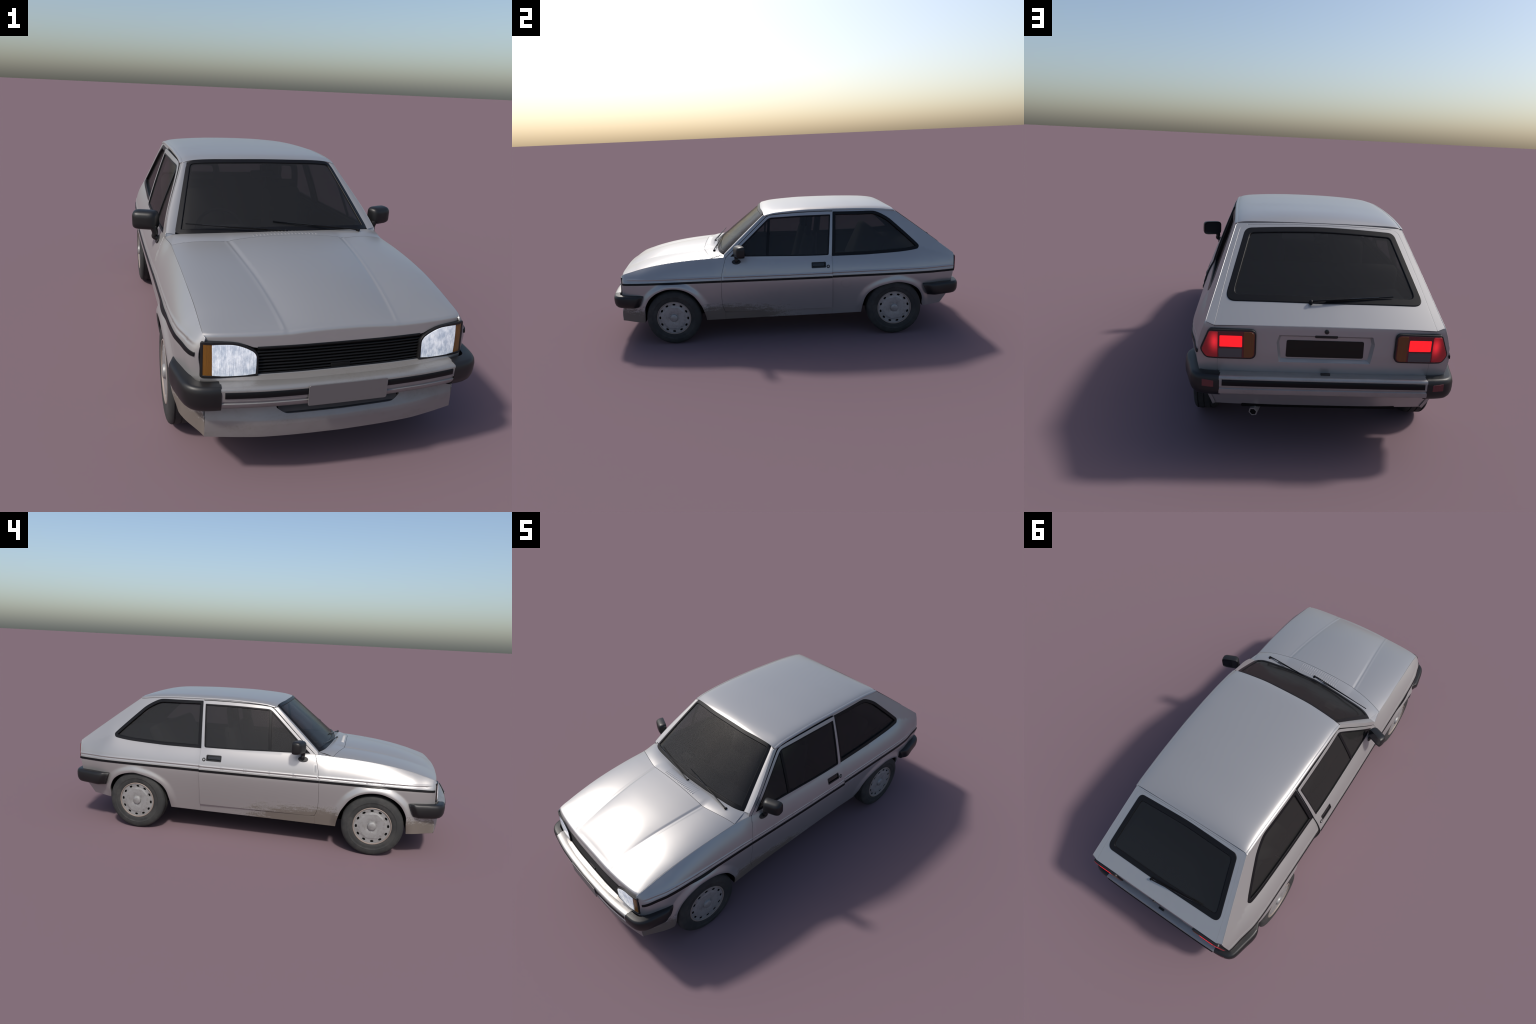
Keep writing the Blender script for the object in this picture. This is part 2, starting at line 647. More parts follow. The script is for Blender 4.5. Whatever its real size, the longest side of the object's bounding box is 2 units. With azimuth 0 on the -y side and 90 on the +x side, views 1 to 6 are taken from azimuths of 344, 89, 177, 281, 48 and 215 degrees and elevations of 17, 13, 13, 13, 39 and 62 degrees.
ARCH_F = crom([(-.797, .128), (-.791, .18), (-.787, .221), (-.764, .265), (-.733, .294), (-.702, .311), (-.662, .324),
               (-.62, .326), (-.58, .320), (-.543, .305), (-.508, .278), (-.484, .243), (-.465, .206), (-.452, .155),
               (-.448, .1225)], 5)
ARCH_R = crom([(.4355, .1235), (.441, .176), (.453, .222), (.48, .258), (.535, .288), (.612, .306), (.648, .306),
               (.687, .297), (.72, .283), (.752, .258), (.773, .224), (.782, .195), (.784, .165), (.792, .142)], 5)


def flank_x(y, z):
    y, z = np.asarray(y, float), np.asarray(z, float)
    xs, zt, xt, xb = XS(y), ZT(y), XT(y), XB(y)
    zs = .34
    t = np.clip((z - zs) / (zt - zs), 0, 1)
    up = xs - (xs - xt) * t ** np.where(y < -.33, 1.9, 2.0)
    lo = xs - (xs - xb) * np.clip((.340 - z) / (.340 - .137), 0, 1.25) ** 1.3
    r = np.where(z > zs, up, lo)
    q = (z - zt) / (ZG(y) - zt)
    qc = np.clip(q, 0, 1)
    r = np.where(z > zt, xt + (XG(y) - xt) * q + .0145 * qc * (1 - qc) * (1 - sstep(.6, .8, y)), r)
    # pressed feature line above the rubbing strip
    fade = sstep(-.915, -.86, y)
    r = r + fade * (.0020 * np.exp(-((z - .3790) / .0036) ** 2) - .0016 * np.exp(-((z - .3722) / .0030) ** 2))
    # flared wheel arch lips
    q2 = np.stack([np.ravel(y), np.ravel(z)], 1)
    for A, amp in ((ARCH_F, .0135), (ARCH_R, .0105)):
        m = (np.abs(q2[:, 0] - A[:, 0].mean()) < .26) & (q2[:, 1] < .40)
        d = np.full(len(q2), 1.)
        if m.any():
            d[m] = polydist(A, q2[m], closed=False)
        d = d.reshape(y.shape)
        fl = amp * (1 - sstep(.004, .040, d)) * sstep(.11, .20, z)
        r = r + fl
    return r


def flank(y, z):
    return np.stack([flank_x(y, z), y, z], -1)


def arch_rows(A):
    out = []
    for d in (.004, .010, .017, .024, .031, .038, .044):
        t = np.gradient(A, axis=0)
        n = np.stack([-t[:, 1], t[:, 0]], 1)
        n /= np.linalg.norm(n, axis=1)[:, None]
        out.append(A + n * d)
    return np.vstack(out)


crease_rows = np.array([(y, z) for z in (.3615, .366, .3695, .3722, .375, .377, .379, .3815, .385, .389)
                        for y in np.arange(-.92, .965, .011)])
side_extra = np.vstack([crease_rows, arch_rows(ARCH_F), arch_rows(ARCH_R)])

# nose: front face y as function of (x,z)
YN0 = pchip([(0, -.9445), (.1, -.944), (.2, -.9395), (.228, -.9375), (.277, -.9335), (.334, -.9275), (.350, -.9235), (.362, -.9185)])


def nose_y(x, z):
    return YN0(np.abs(x)) - .07 * (.34 - z)


def nose(x, z):
    return np.stack([x, nose_y(x, z), z], -1)


# rear face
YR0 = pchip([(.148, .90), (.285, .9585), (.30, .960), (.33, .9640), (.355, .968), (.40, .9705), (.43, .9715), (.4425, .970)])


def rear_y(x, z):
    return YR0(z) - .0095 * (np.abs(x) / .372) ** 4


def rear(x, z):
    return np.stack([x, rear_y(x, z), z], -1)


# sloping back (tailgate upper part)
def slope_z(x, y):
    base = .4425 + (.97 - y) * .7855 + .010 * sstep(.60, .70, y) * (y - .64) * (.97 - y) / .0272 * .2
    xe = .2915 + (y - .641) * .232
    drop = (.0085 - .005 * np.clip((y - .641) / .32, 0, 1)) * (np.abs(x) / xe) ** 2.2
    return base - drop


def slope(x, y):
    return np.stack([x, y, slope_z(x, y)], -1)


def slope_n(x, y, d):
    """point lifted off the sloping back"""
    n = np.array([0, .7855, 1.]) / math.hypot(.7855, 1)
    return np.array([x, y, float(slope_z(np.array(x), np.array(y)))]) + n * d


# roof
ZRC = pchip([(-.13, .709), (-.1165, .7150), (-.1, .7215), (-.075, .7268), (-.03, .7310), (.05, .7352), (.2, .7392),
             (.35, .7388), (.45, .7350), (.53, .7315), (.58, .7255), (.62, .7150), (.645, .7000)])


def roof_z(x, y):
    r = np.abs(x) / XG(y)
    ze = ZG(y) + .001
    return ze + (ZRC(y) - .009 - ze) * (1 - r ** 2.4) + .009 * (1 - r ** 20)


def roof(x, y):
    return np.stack([x, y, roof_z(x, y)], -1)


# bonnet
ZHC = pchip([(-.457, .498), (-.5, .4935), (-.6, .4810), (-.7, .4645), (-.8, .4425), (-.9, .4118), (-.925, .4020), (-.96, .390)])
XCR = pchip([(-.93, .147), (-.85, .155), (-.7, .171), (-.6, .1825), (-.456, .196), (-.38, .203)])
BUL = pchip([(-.96, .002), (-.925, .0055), (-.88, .0112), (-.82, .0140), (-.75, .0155), (-.65, .0130), (-.55, .0100), (-.457, .0085), (-.38, .0085)])
YFE = pchip([(0, -.9255), (.1, -.925), (.2, -.9205), (.28, -.9135), (.33, -.906), (.36, -.897)])
YHR = pchip([(0, -.4575), (.1, -.4575), (.185, -.4565), (.2, -.4545), (.25, -.444), (.3, -.431), (.345, -.4175), (.375, -.409)])


def bonnet_z(x, y):
    ax = np.abs(x)
    r = ax / XT(y)
    z = ZT(y) + (ZHC(y) - ZT(y)) * (1 - r ** 2.3) + .004 * (1 - r ** 14)
    c = XCR(y)
    s_ = 1 - ax / c                      # arched centre between two soft folds
    g_ = np.minimum(.5 * (s_ + np.sqrt(s_ * s_ + .022 ** 2)), 1.)
    hump = .0035 * np.sin(math.pi * np.clip((ax - c) / (XT(y) - c), 0, 1)) * sstep(-.93, -.82, y)
    rim = .0010 * np.exp(-((ax - c - .0065) / .0055) ** 2) * sstep(-.945, -.925, y)
    return z + BUL(y) * (1 - (1 - g_) ** 2.2) + rim + hump + .0030 * sstep(-.85, -.5, y) * (1 - sstep(c - .014, c + .001, ax))


_d = np.linspace(0, .07, 281)
_th = .285 + (math.radians(84) - .285) * sstep(0, .020, _d)
_dy = np.concatenate([[0], np.cumsum(-np.cos(_th[:-1]) * (_d[1] - _d[0]))])
_dz = np.concatenate([[0], np.cumsum(-np.sin(_th[:-1]) * (_d[1] - _d[0]))])


def bonnet(x, v):
    """v is y on the top; past the leading edge it runs down round the lip"""
    yf = YFE(np.abs(x))
    d = np.clip(yf - v, 0, .07)
    yt = np.maximum(v, yf)
    z = bonnet_z(x, yt) + np.interp(d, _d, _dz)
    return np.stack([x, yt + np.interp(d, _d, _dy), z], -1)


ZNB = pchip([(0, .3665), (.215, .3665), (.228, .3675), (.25, .3755), (.277, .3835), (.31, .3865), (.336, .3875), (.36, .3875)])


def lip_end(x):
    """v where the bonnet's front face ends above grille and lamps"""
    zt = bonnet_z(x, YFE(np.abs(x)))
    need = zt - ZNB(np.abs(x))
    return YFE(np.abs(x)) - np.interp(need, -_dz, _d)


# windscreen
WBY = pchip([(0, -.3895), (.1, -.3845), (.2, -.3745), (.3, -.3610), (.335, -.347), (.354, -.333)])
WBZ = pchip([(0, .5085), (.1, .5068), (.2, .5040), (.3, .5005), (.335, .496), (.354, .492)])
WTY = pchip([(0, -.1165), (.1, -.1160), (.2, -.108), (.26, -.1015), (.281, -.0985)])
WTZ = pchip([(0, .7148), (.1, .7138), (.2, .7115), (.26, .7065), (.281, .699)])


def screen(a, b):
    """a in -.32...32 across, b in 0...31 up the windscreen"""
    u, v = a / .32, b / .31
    xb, xt = u * .354, u * .281
    x = xb * (1 - v) + xt * v
    y = WBY(np.abs(xb)) * (1 - v) + WTY(np.abs(xt)) * v
    z = WBZ(np.abs(xb)) * (1 - v) + WTZ(np.abs(xt)) * v
    bl = .002 * 4 * v * (1 - v)
    return np.stack([x, y - bl * .6, z + bl * .8], -1)


# ------------------------------------------------------------------ the car
car = bpy.data.objects.new('hatchback_car', None)
bpy.context.scene.collection.objects.link(car)
car['label'] = 'weathered silver three-door hatchback with black bumpers and trim'
car['category'] = 'car'
PT = [paint, trim]
GAP = .0011
SIDES = (1, -1)

# ---- bonnet
xs_ = np.linspace(-.36, .36, 61)
yr_ = np.linspace(0, 1, 40)
ys_side = np.linspace(float(YHR(.371)), -.897, 40)
right = [(float(XT(y)) - GAP, y) for y in ys_side]
fx = np.linspace(float(XT(-.897)) - GAP, -float(XT(-.897)) + GAP, 60)
front = [(x, float(lip_end(np.array(x)))) for x in fx]
rx = np.linspace(-float(XT(-.41)) + GAP, float(XT(-.41)) - GAP, 50)
rearl = [(x, float(YHR(abs(x))) - GAP) for x in rx]
ex = []
for y in np.arange(-.92, -.45, .011):
    c = float(XCR(y))
    for dx in (-.030, -.022, -.016, -.012, -.009, -.006, -.003, 0, .003, .006, .009, .013, .018, .025):
        ex += [(c + dx, y), (-c - dx, y)]
for x in np.arange(-.35, .351, .011):
    for d in (0, .003, .006, .009, .012, .015, .018, .022):
        ex.append((x, float(YFE(abs(x))) - d))
bonnet_o = panel('bonnet', right + front + [(-x, y) for x, y in right[::-1]] + rearl, bonnet, [paint, void], car, extra=ex, h=.013)

# ---- front wings
def side_nose_curve(zs):
    out = []
    for z in zs:
        y = -.918
        for _ in range(30):
            x = float(flank_x(np.array(y), np.array(z)))
            y = .5 * y + .5 * max(float(nose_y(np.array(min(x, .3615)), np.array(z))), -.9225)
        out.append((y, z))
    return out


wing = [(y, float(ZT(y)) - GAP) for y in np.linspace(-.917, -.335, 60)]
door_front = [(-.3215, .4800), (-.3275, .466), (-.3375, .43), (-.3478, .39), (-.3522, .352), (-.3535, .30), (-.3552, .25),
              (-.353, .21), (-.345, .18), (-.3395, .1665)]
df = crom(door_front, 4)
wing += [(-.3285, .4835)] + [(a - .0012, b) for a, b in df] + [(-.342, .1635), (-.342, .1215), (-.447, .1230)]
wing += [tuple(p) for p in ARCH_F[::-1] if p[1] > .121]
wing += [(-.806, .1295), (-.87, .131), (-.9290, .1325), (-.9310, .160), (-.9300, .185), (-.9230, .205), (-.9190, .24)]
wing += side_nose_curve(np.linspace(.285, .388, 14))
for s in SIDES:
    panel('front_wing', wing, flank, [paint, void], car, side=s, extra=side_extra, h=.012)

# ---- doors (standing ajar by a few millimetres)
HINGE = np.array([.415, -.345, 0])
AJAR = math.radians(.78)


def ajar(P):
    ca, sa = math.cos(AJAR), math.sin(AJAR)
    q = P - HINGE
    x, y = q[..., 0], q[..., 1]
    return np.stack([x * ca + y * sa, -x * sa + y * ca, q[..., 2]], -1) + HINGE


def doorP(off=0.):
    def f(y, z):
        p = flank(y, z)
        p[..., 0] += off
        return ajar(p)
    return f


frame_out = [(-.3200, .4815), (-.3050, .4945), (-.0935, .6805), (-.0825, .6885), (-.069, .6945), (-.03, .6985), (.05, .7022), (.15, .7045), (.25, .7045),
             (.2855, .7030)]
rear_edge = [(.2855, .7030), (.2685, .468), (.2682, .44), (.2680, .36), (.2672, .30), (.2675, .22), (.268, .1625)]
door_poly = [tuple(p) for p in frame_out] + rear_edge[1:] + [(-.30, .1655), (-.336, .1685)] + [(a + .0012, b) for a, b in df[::-1]]
win_poly = rounded([(-.2985, .4855), (-.080, .678), (-.065, .6845), (.10, .6895), (.2745, .6890), (.2533, .4705), (.10, .4725), (-.1, .4795)],
                   [.003, .010, .010, .05, .006, .010, .05, .05])
handle_poly = rounded([(.1560, .4098), (.2310, .4100), (.2312, .4355), (.1565, .4362)], .0025)
for s in SIDES:
    door = panel('door', door_poly, doorP(), PT, car, holes=[win_poly, handle_poly], side=s, extra=side_extra, h=.012, th=.020, rim=1)
    # weather strips and panes
    panel('window_seal', inset(win_poly, -.0012), doorP(), [rubber], door, holes=[inset(win_poly, .0062)], side=s, th=.007, h=.02,
          lift=-.0015, hb=.008)
    bar = [(-.0785, .681), (-.0665, .6815), (-.0860, .4745), (-.0975, .4745)]
    panel('window_divider', bar, doorP(), [rubber], door, side=s, th=.007, lift=-.001, h=.006)
    inner = inset(win_poly, .004)
    fr = [p for p in inner]
    front_pane = [(-.2895, .4865), (-.0815, .6735), (-.076, .675), (-.0945, .482)]
    main_pane = inset(rounded([(-.0725, .6835), (.2745, .6890), (.2533, .4705), (-.0915, .4790)], [.004, .006, .01, .004]), .004)
    panel('quarter_light_pane', front_pane, doorP(), [glass], door, side=s, th=.002, lift=-.005, h=.03)
    panel('door_pane', main_pane, doorP(), [glass], door, side=s, th=.002, lift=-.005, h=.03)
    # rubbing strip
    strip = [(-.3512, .3500), (.2672, .3492), (.2672, .3590), (-.3512, .3596)]
    panel('rubbing_strip', strip, doorP(), [rubber], door, side=s, th=.0045, lift=.0028, h=.006, hb=.01)
    # recessed pull handle with its flap and lock
    panel('handle_recess', inset(handle_poly, -.001), doorP(), [plastic], door, side=s, th=.002, lift=-.0095, h=.02)
    panel('handle_rim', inset(handle_poly, -.0022), doorP(), [plastic], door, holes=[inset(handle_poly, .0018)], side=s, th=.008, lift=.0008, h=.02, hb=.006)
    flap = rounded([(.1605, .4185), (.2255, .4185), (.2255, .4335), (.1605, .4338)], .002)
    panel('handle_flap', flap, doorP(), [black_gloss], door, side=s, th=.004, lift=-.0022, h=.01)
    c0 = np.array([.2455, .4132])
    aa = np.linspace(0, 2 * math.pi, 24, endpoint=False)
    ring = c0 + .0082 * np.stack([np.cos(aa), np.sin(aa)], 1)
    panel('lock', ring, doorP(), [plastic], door, side=s, th=.003, lift=.0016, h=.004, edge=.0012)
    panel('lock_barrel', c0 + .0038 * np.stack([np.cos(aa), np.sin(aa)], 1), doorP(), [cap_m], door, side=s, th=.002, lift=.0024, h=.003)
    # door mirror: oval foot, neck, rounded housing swept back, glass
    foot = np.array([-.2635, .4575]) + np.stack([.0235 * np.cos(aa), .0115 * np.sin(aa)], 1)
    mir = panel('mirror', foot, doorP(), [plastic], door, side=s, th=.004, lift=.0045, h=.006, edge=.0015)
    base = ajar(flank(np.array([-.2635]), np.array([.459])))[0]
    neck_path = crom([base + [-.002, 0, 0], base + [.012, .002, .008], [.409, -.262, .480], [.414, -.262, .500], [.424, -.256, .515]], 5)
    nr = np.interp(np.linspace(0, 1, len(neck_path)), [0, .3, .6, 1], [.0085, .0095, .011, .016])
    tube('mirror_neck', neck_path, nr, [plastic], mir, side=s, n=12)
    rings = []
    yaw = math.radians(21)
    for d, w, hgt, off in ((-.0235, .030, .020, 0), (-.0225, .052, .036, 0), (-.0185, .072, .052, 0), (-.010, .084, .062, 0), (.004, .089, .0665, 0),
                           (.014, .090, .067, 0), (.0185, .0885, .0655, 0), (.0185, .083, .060, 0), (.0165, .081, .058, 0)):
        t = np.linspace(0, 2 * math.pi, 48, endpoint=False)
        cx = np.sign(np.cos(t)) * np.abs(np.cos(t)) ** .42 * w / 2
        cz = np.sign(np.sin(t)) * np.abs(np.sin(t)) ** .42 * hgt / 2
        X_ = .441 + cx * math.cos(yaw) - d * math.sin(yaw)
        Y_ = -.246 + cx * math.sin(yaw) + d * math.cos(yaw)
        rings.append(np.stack([X_, Y_, .522 + cz + 0 * cx], 1))
    loft('mirror_housing', rings, [plastic], mir, side=s, angle=45, flip=True)
    mg = []
    for d in (.0163, .0172):
        X_ = .441 + cx * math.cos(yaw) * .99 - d * math.sin(yaw)
        Y_ = -.246 + cx * math.sin(yaw) * .99 + d * math.cos(yaw)
        mg.append(np.stack([X_, Y_, .522 + cz * .99], 1))
    loft('mirror_glass', mg, [mirror_m], mir, side=s, flip=True)

dgap = [(a + .001, b - .004) for a, b in frame_out] + [(a, b + .006) for a, b in frame_out[::-1][:-1]] + [(-.328, .4865)]
for s in SIDES:
    panel('door_gap_dark_strip', dgap, flank, [void], car, side=s, th=.004, lift=-.0075, h=.008, hb=.008)  # black strip set behind the gap above the door
# ---- wing and quarter rubbing strips, sills
for s in SIDES:
    st = [(-.9115, .3475), (-.88, .3478), (-.80, .3502), (-.70, .3502), (-.3545, .3502), (-.3545, .3598), (-.70, .3606), (-.80, .3600), (-.88, .3572), (-.9115, .3562)]
    panel('rubbing_strip', st, flank, [rubber], car, side=s, th=.0045, lift=.0028, h=.006, hb=.008)
    st = [(.2695, .3492), (.6, .3490), (.8, .3492), (.9, .3480), (.9600, .3490), (.9600, .3580), (.9, .3575), (.8, .3590), (.6, .3590), (.2695, .3590)]
    panel('rubbing_strip', st, flank, [rubber], car, side=s, th=.0045, lift=.0028, h=.006, hb=.008)
    sill = [(-.3405, .1640), (-.30, .1632), (.2685, .1600), (.2685, .1205), (-.3405, .1215)]
    panel('sill', sill, flank, PT, car, side=s, h=.012)

# ---- windscreen pillars with roof rail
pil = [(-.3345, .4845), (-.3300, .4965), (-.1040, .6945), (-.0965, .6930)]
pil += [(y, float(ZG(y)) - .0005) for y in np.linspace(-.09, .2875, 26)]
pil += [(.2868, .7066)] + [(a - .0010, b + .0036) for a, b in frame_out[::-1][1:-1]] + [(-.3220, .4830)]
for s in SIDES:
    panel('windscreen_pillar', pil, flank, PT, car, side=s, h=.009, th=.012)
    # forward face of the pillar up to the windscreen seal
    m = 24
    t = np.linspace(0, 1, m)
    oy, oz = -.3300 + t * (.2260), .4965 + t * .1980
    outer = np.stack([flank_x(oy, oz), oy, oz], 1)
    inn = screen(np.full(m, .3165), t * .31)
    ruled('windscreen_pillar_face', inn, outer, [paint], car, side=s, bulge=.0015, flip=True)

# ---- quarter panels
def side_rear_curve(zs):
    out = []
    for z in zs:
        y = .955
        for _ in range(30):
            x = float(flank_x(np.array(y), np.array(z)))
            y = .5 * y + .5 * float(rear_y(np.array(x), np.array(z)))
        out.append((y, z))
    return out


cp = []          # edge where flank meets the sloping back
for y in np.linspace(.9585, .6435, 34):
    z = .55
    for _ in range(60):
        x = float(flank_x(np.array(y), np.array(z)))
        z = .5 * z + .5 * float(slope_z(np.array(x), np.array(y)))
    cp.append((y, z))
src = side_rear_curve(np.linspace(.285, cp[0][1] - .004, 16))
quarter = [(.2700, .1205), (.4345, .1235)] + [tuple(p) for p in ARCH_R] + [(.899, .148), (.9315, .209), (.947, .24), (.9545, .27)]
quarter += src + cp + [(y, float(ZG(y)) - .0005) for y in np.linspace(.6400, .2895, 26)]
quarter += [(.2885, .7040), (.2716, .47), (.2708, .44), (.2705, .36), (.2697, .30), (.2700, .22)]
qwin = crom([(.2925, .7000), (.345, .6980), (.44, .6955), (.505, .6940), (.535, .6895), (.568, .6748), (.607, .6503), (.637, .6236), (.70, .5640), (.7535, .5108),
             (.7630, .4970), (.7590, .4868), (.747, .4812), (.70, .4748), (.637, .4700), (.50, .4650), (.38, .4645)], 4)
qwin = np.vstack([qwin[:-1], [(.2735, .4655)]])
for s in SIDES:
    holes = [qwin]
    q = panel('quarter_panel', quarter, flank, PT, car, holes=holes, side=s, extra=side_extra, h=.012, th=.010)
    panel('quarter_window_seal', inset(qwin, -.0010), flank, [rubber], q, holes=[inset(qwin, .0125)], side=s, th=.014, lift=.0012, h=.02, hb=.008, edge=.0025)
    panel('quarter_pane', inset(qwin, .009), flank, [glass], q, side=s, th=.002, lift=-.0085, h=.03)
# fuel cap on one flank only
aa = np.linspace(0, 2 * math.pi, 40, endpoint=False)
fc = np.array([.3430, .3142])
panel('fuel_flap', fc + .0265 * np.stack([np.cos(aa), np.sin(aa)], 1), flank, [paint], car, th=.003, lift=.0012, h=.01)

# ---- drip gutters along the roof edge
for s in SIDES:
    gy = np.linspace(-.0965, .6415, 70)
    rings = []
    for y in gy:
        x, z = float(XG(y)), float(ZG(y))
        k_ = min(1., (y + .100) / .02, (.6450 - y) / .02)
        k_ = max(k_, .3)
        sec = [(-.0060, .0055), (-.0010, .0045), (.0030, .0022), (.0048 * k_, -.0008), (.0050 * k_, -.0035), (.0030 * k_, -.0046), (.0010, -.0030), (-.004, -.0040)]
        rings.append([(x + a, y, z + b) for a, b in sec])
    loft('drip_gutter', rings, [paint], car, side=s, angle=60, flip=True)

# ---- roof
ry = np.linspace(-.0985, .6375, 60)
roofp = [(float(XG(y)) - .0015, y) for y in ry]
roofp += [(x, .6375) for x in np.linspace(.288, -.288, 30)[1:-1]]
roofp += [(-x, y) for x, y in roofp[:60][::-1]]
WFY = pchip([(0, -.1165), (.1, -.1160), (.2, -.108), (.26, -.1020), (.30, -.0985)])
roofp += [(x, float(WFY(abs(x))) + .0005) for x in np.linspace(-.296, .296, 30)[1:-1]]
ex = [(x, float(WFY(abs(x))) + d) for x in np.arange(-.29, .291, .012) for d in (.005, .010, .016, .024, .033, .045)]
ex += [(sx * (float(XG(y)) - d), y) for y in np.arange(-.09, .63, .012) for d in (.004, .008, .013, .019, .027) for sx in (1, -1)]
panel('roof', roofp, roof, PT, car, extra=ex, h=.014, th=.010)

# ---- cowl between bonnet and windscreen
cxs = np.linspace(-.356, .356, 60)
A = np.stack([cxs / .356 * .3700, YHR(np.abs(cxs / .356 * .370)) + GAP, 0 * cxs], 1)
A[:, 2] = bonnet_z(A[:, 0], np.minimum(A[:, 1], -.4085)) - .0004
B = screen(cxs / .356 * .32, np.full(60, .0))
B[:, 1] -= .001
ruled('cowl', A, B, [paint], car, n=8, bulge=.0035, flip=False)
# side pieces of the cowl next to the pillar foot
for s in SIDES:
    yy = np.linspace(-.409, -.3345, 10)
    A1 = np.stack([XT(yy) - GAP, yy, ZT(yy) - .0002], 1)
    B1 = np.linspace(A[-1], B[-1], 10)
    B1 = np.array([A[-1] * (1 - t) + B[-1] * t for t in np.linspace(0, 1, 10)])
    ruled('cowl_corner', B1, A1, [paint], car, side=s, n=4, flip=False)
    ruled('pillar_foot', [B1[-1], screen(np.array([.3165]), np.array([.006]))[0]], [A1[-1], flank(np.array([-.3300]), np.array([.4965]))[0]], [paint], car, side=s, n=3)
# air intake louvres
for i in range(19):
    x = -.108 + .216 * i / 18
    y0, y1 = -.4490, -.4020
    za, zb = float(bonnet_z(np.array(x), np.array(-.4570))), float(WBZ(abs(x)))
    f = lambda y: za + (zb - za) * (y + .457) / .070 + .0035 * .9
    rbox('louvre', (x, (y0 + y1) / 2, (f(y0) + f(y1)) / 2 - .0018), (.0058, y1 - y0, .004), [paint], car, r=.0014, rot=(math.atan2(f(y1) - f(y0), y1 - y0), 0, 0), seg=2)

# ---- windscreen: seal, pane
scr = rounded([(-.3165, .002), (.3165, .002), (.3165, .308), (-.3165, .308)], [.018, .018, .030, .030], 8)
seal = panel('windscreen_seal', scr, screen, [rubber], car, holes=[inset(scr, .0135)], th=.010, lift=.0018, h=.02, hb=.01, edge=.003)
panel('windscreen', inset(scr, .009), screen, [glass_f], car, th=.002, lift=-.0015, h=.03)


# ---- wipers
def wiper(name, piv, tip, up, parent, mid=.55):
    piv, tip, up = np.array(piv, float), np.array(tip, float), np.array(up, float)
    d = tip - piv
    elbow = piv + d * mid + up * .004
    arm = crom([piv + up * .006, piv + d * .12 + up * .008, elbow + up * .001], 6)
    o = tube(name, arm, np.linspace(.0036, .0020, len(arm)), [rubber], parent, n=8)
    tube(name + '_blade', [piv + d * .18 + up * .0022, piv + d * .6 + up * .003, tip + up * .0022], .0021, [rubber], o, n=6)
    tube(name + '_bridge', crom([piv + d * .30 + up * .003, elbow + up * .002, piv + d * .85 + up * .003], 5), .0014, [black_gloss], o, n=6)
    tube(name + '_pivot', [piv - up * .004, piv + up * .004, piv + up * .009, piv + up * .0105], [.0062, .0062, .0055, .002], [rubber], o, n=14)
    return o


wn = np.array([0, -.603, .797])
wiper('windscreen_wiper', (.287, -.389, .5015), (-.020, -.3570, .5340), wn, car)
wiper('windscreen_wiper', (.014, -.4005, .5085), (-.318, -.3525, .5310), wn, car)

# ---- tailgate
tg_side = [(.2505, .6455), (.2610, .6475), (.2705, .6540), (.2765, .6640), (.2900, .7250), (.3080, .8120), (.3240, .8990), (.3365, .9690)]
tgl = crom(tg_side, 4)
tg_poly = [tuple(p) for p in tgl] + [(-x, y) for x, y in tgl[::-1]]
RWC = [(.2545, .6610), (.3080, .8985), (0, .9020), (-.3080, .8985), (-.2545, .6610), (0, .6545)]
rwin = rounded(RWC, [.018, .030, .02, .030, .018, .05], 8)
rwin_in = rounded(inset(RWC, .0150), [.014, .024, .02, .024, .014, .05], 8)
tail = panel('tailgate', tg_poly, slope, PT, car, holes=[rwin], h=.013, flip=1)
panel('rear_window_seal', inset(rwin, -.001), slope, [rubber], tail, holes=[rwin_in], th=.010, lift=.0032, h=.02, hb=.01, edge=.004)
panel('rear_window', inset(rwin, .010), slope, [glass_r], tail, th=.002, lift=-.001, h=.03)
un = np.array([0, .7855, 1]) / math.hypot(.7855, 1)
wiper('rear_wiper', slope_n(.046, .9045, .004), slope_n(-.215, .8800, .005), un, tail, .5)
# body strip between tailgate seam and flank
strip = [(x + .0014, y) for x, y in tgl[8:]]
edge_c = [(float(flank_x(np.array(y), np.array(z))) - .0002, y) for y, z in cp]
strip_poly = strip + edge_c + [(.2885, .6390), (.2500, .6390), (.2500, .6440)] + [(x + .0014, y) for x, y in tgl[1:8] if x < .30]
for s in SIDES:
    panel('rear_pillar', strip_poly, slope, PT, car, side=s, h=.011)
panel('roof_rear_rail', [(-.2500, .6390), (.2500, .6390), (.2500, .6440), (-.2500, .6440)], slope, PT, car, h=.012)

# lower tailgate with a pressed number plate recess
recess = rounded([(-.1425, .4145), (.1425, .4145), (.1500, .3900), (.1410, .3240), (-.1410, .3240), (-.1500, .3900)], .003)
tg_low = [(-.3358, .4415), (.3358, .4415), (.3262, .345), (.3248, .2870), (-.3248, .2870), (-.3262, .345)]
low = panel('tailgate_lower_panel', tg_low, rear, PT, tail, holes=[recess], h=.013, flip=-1)
# recess: sloped walls and floor
rin = inset(recess, .0085)
rr = resample(recess if area(recess) > 0 else recess[::-1], .012)
ri = inset(rr, .0085)
A = rear(rr[:, 0], rr[:, 1])
B = rear(ri[:, 0], ri[:, 1])
B[:, 1] -= .0125
A, B = np.vstack([A, A[:1]]), np.vstack([B, B[:1]])
ruled('plate_recess_wall', A, B, [paint], tail, n=2, flip=False, angle=25)


def rear_in(d):
    def f(x, z):
        p = rear(x, z)
        p[..., 1] -= d
        return p
    return f


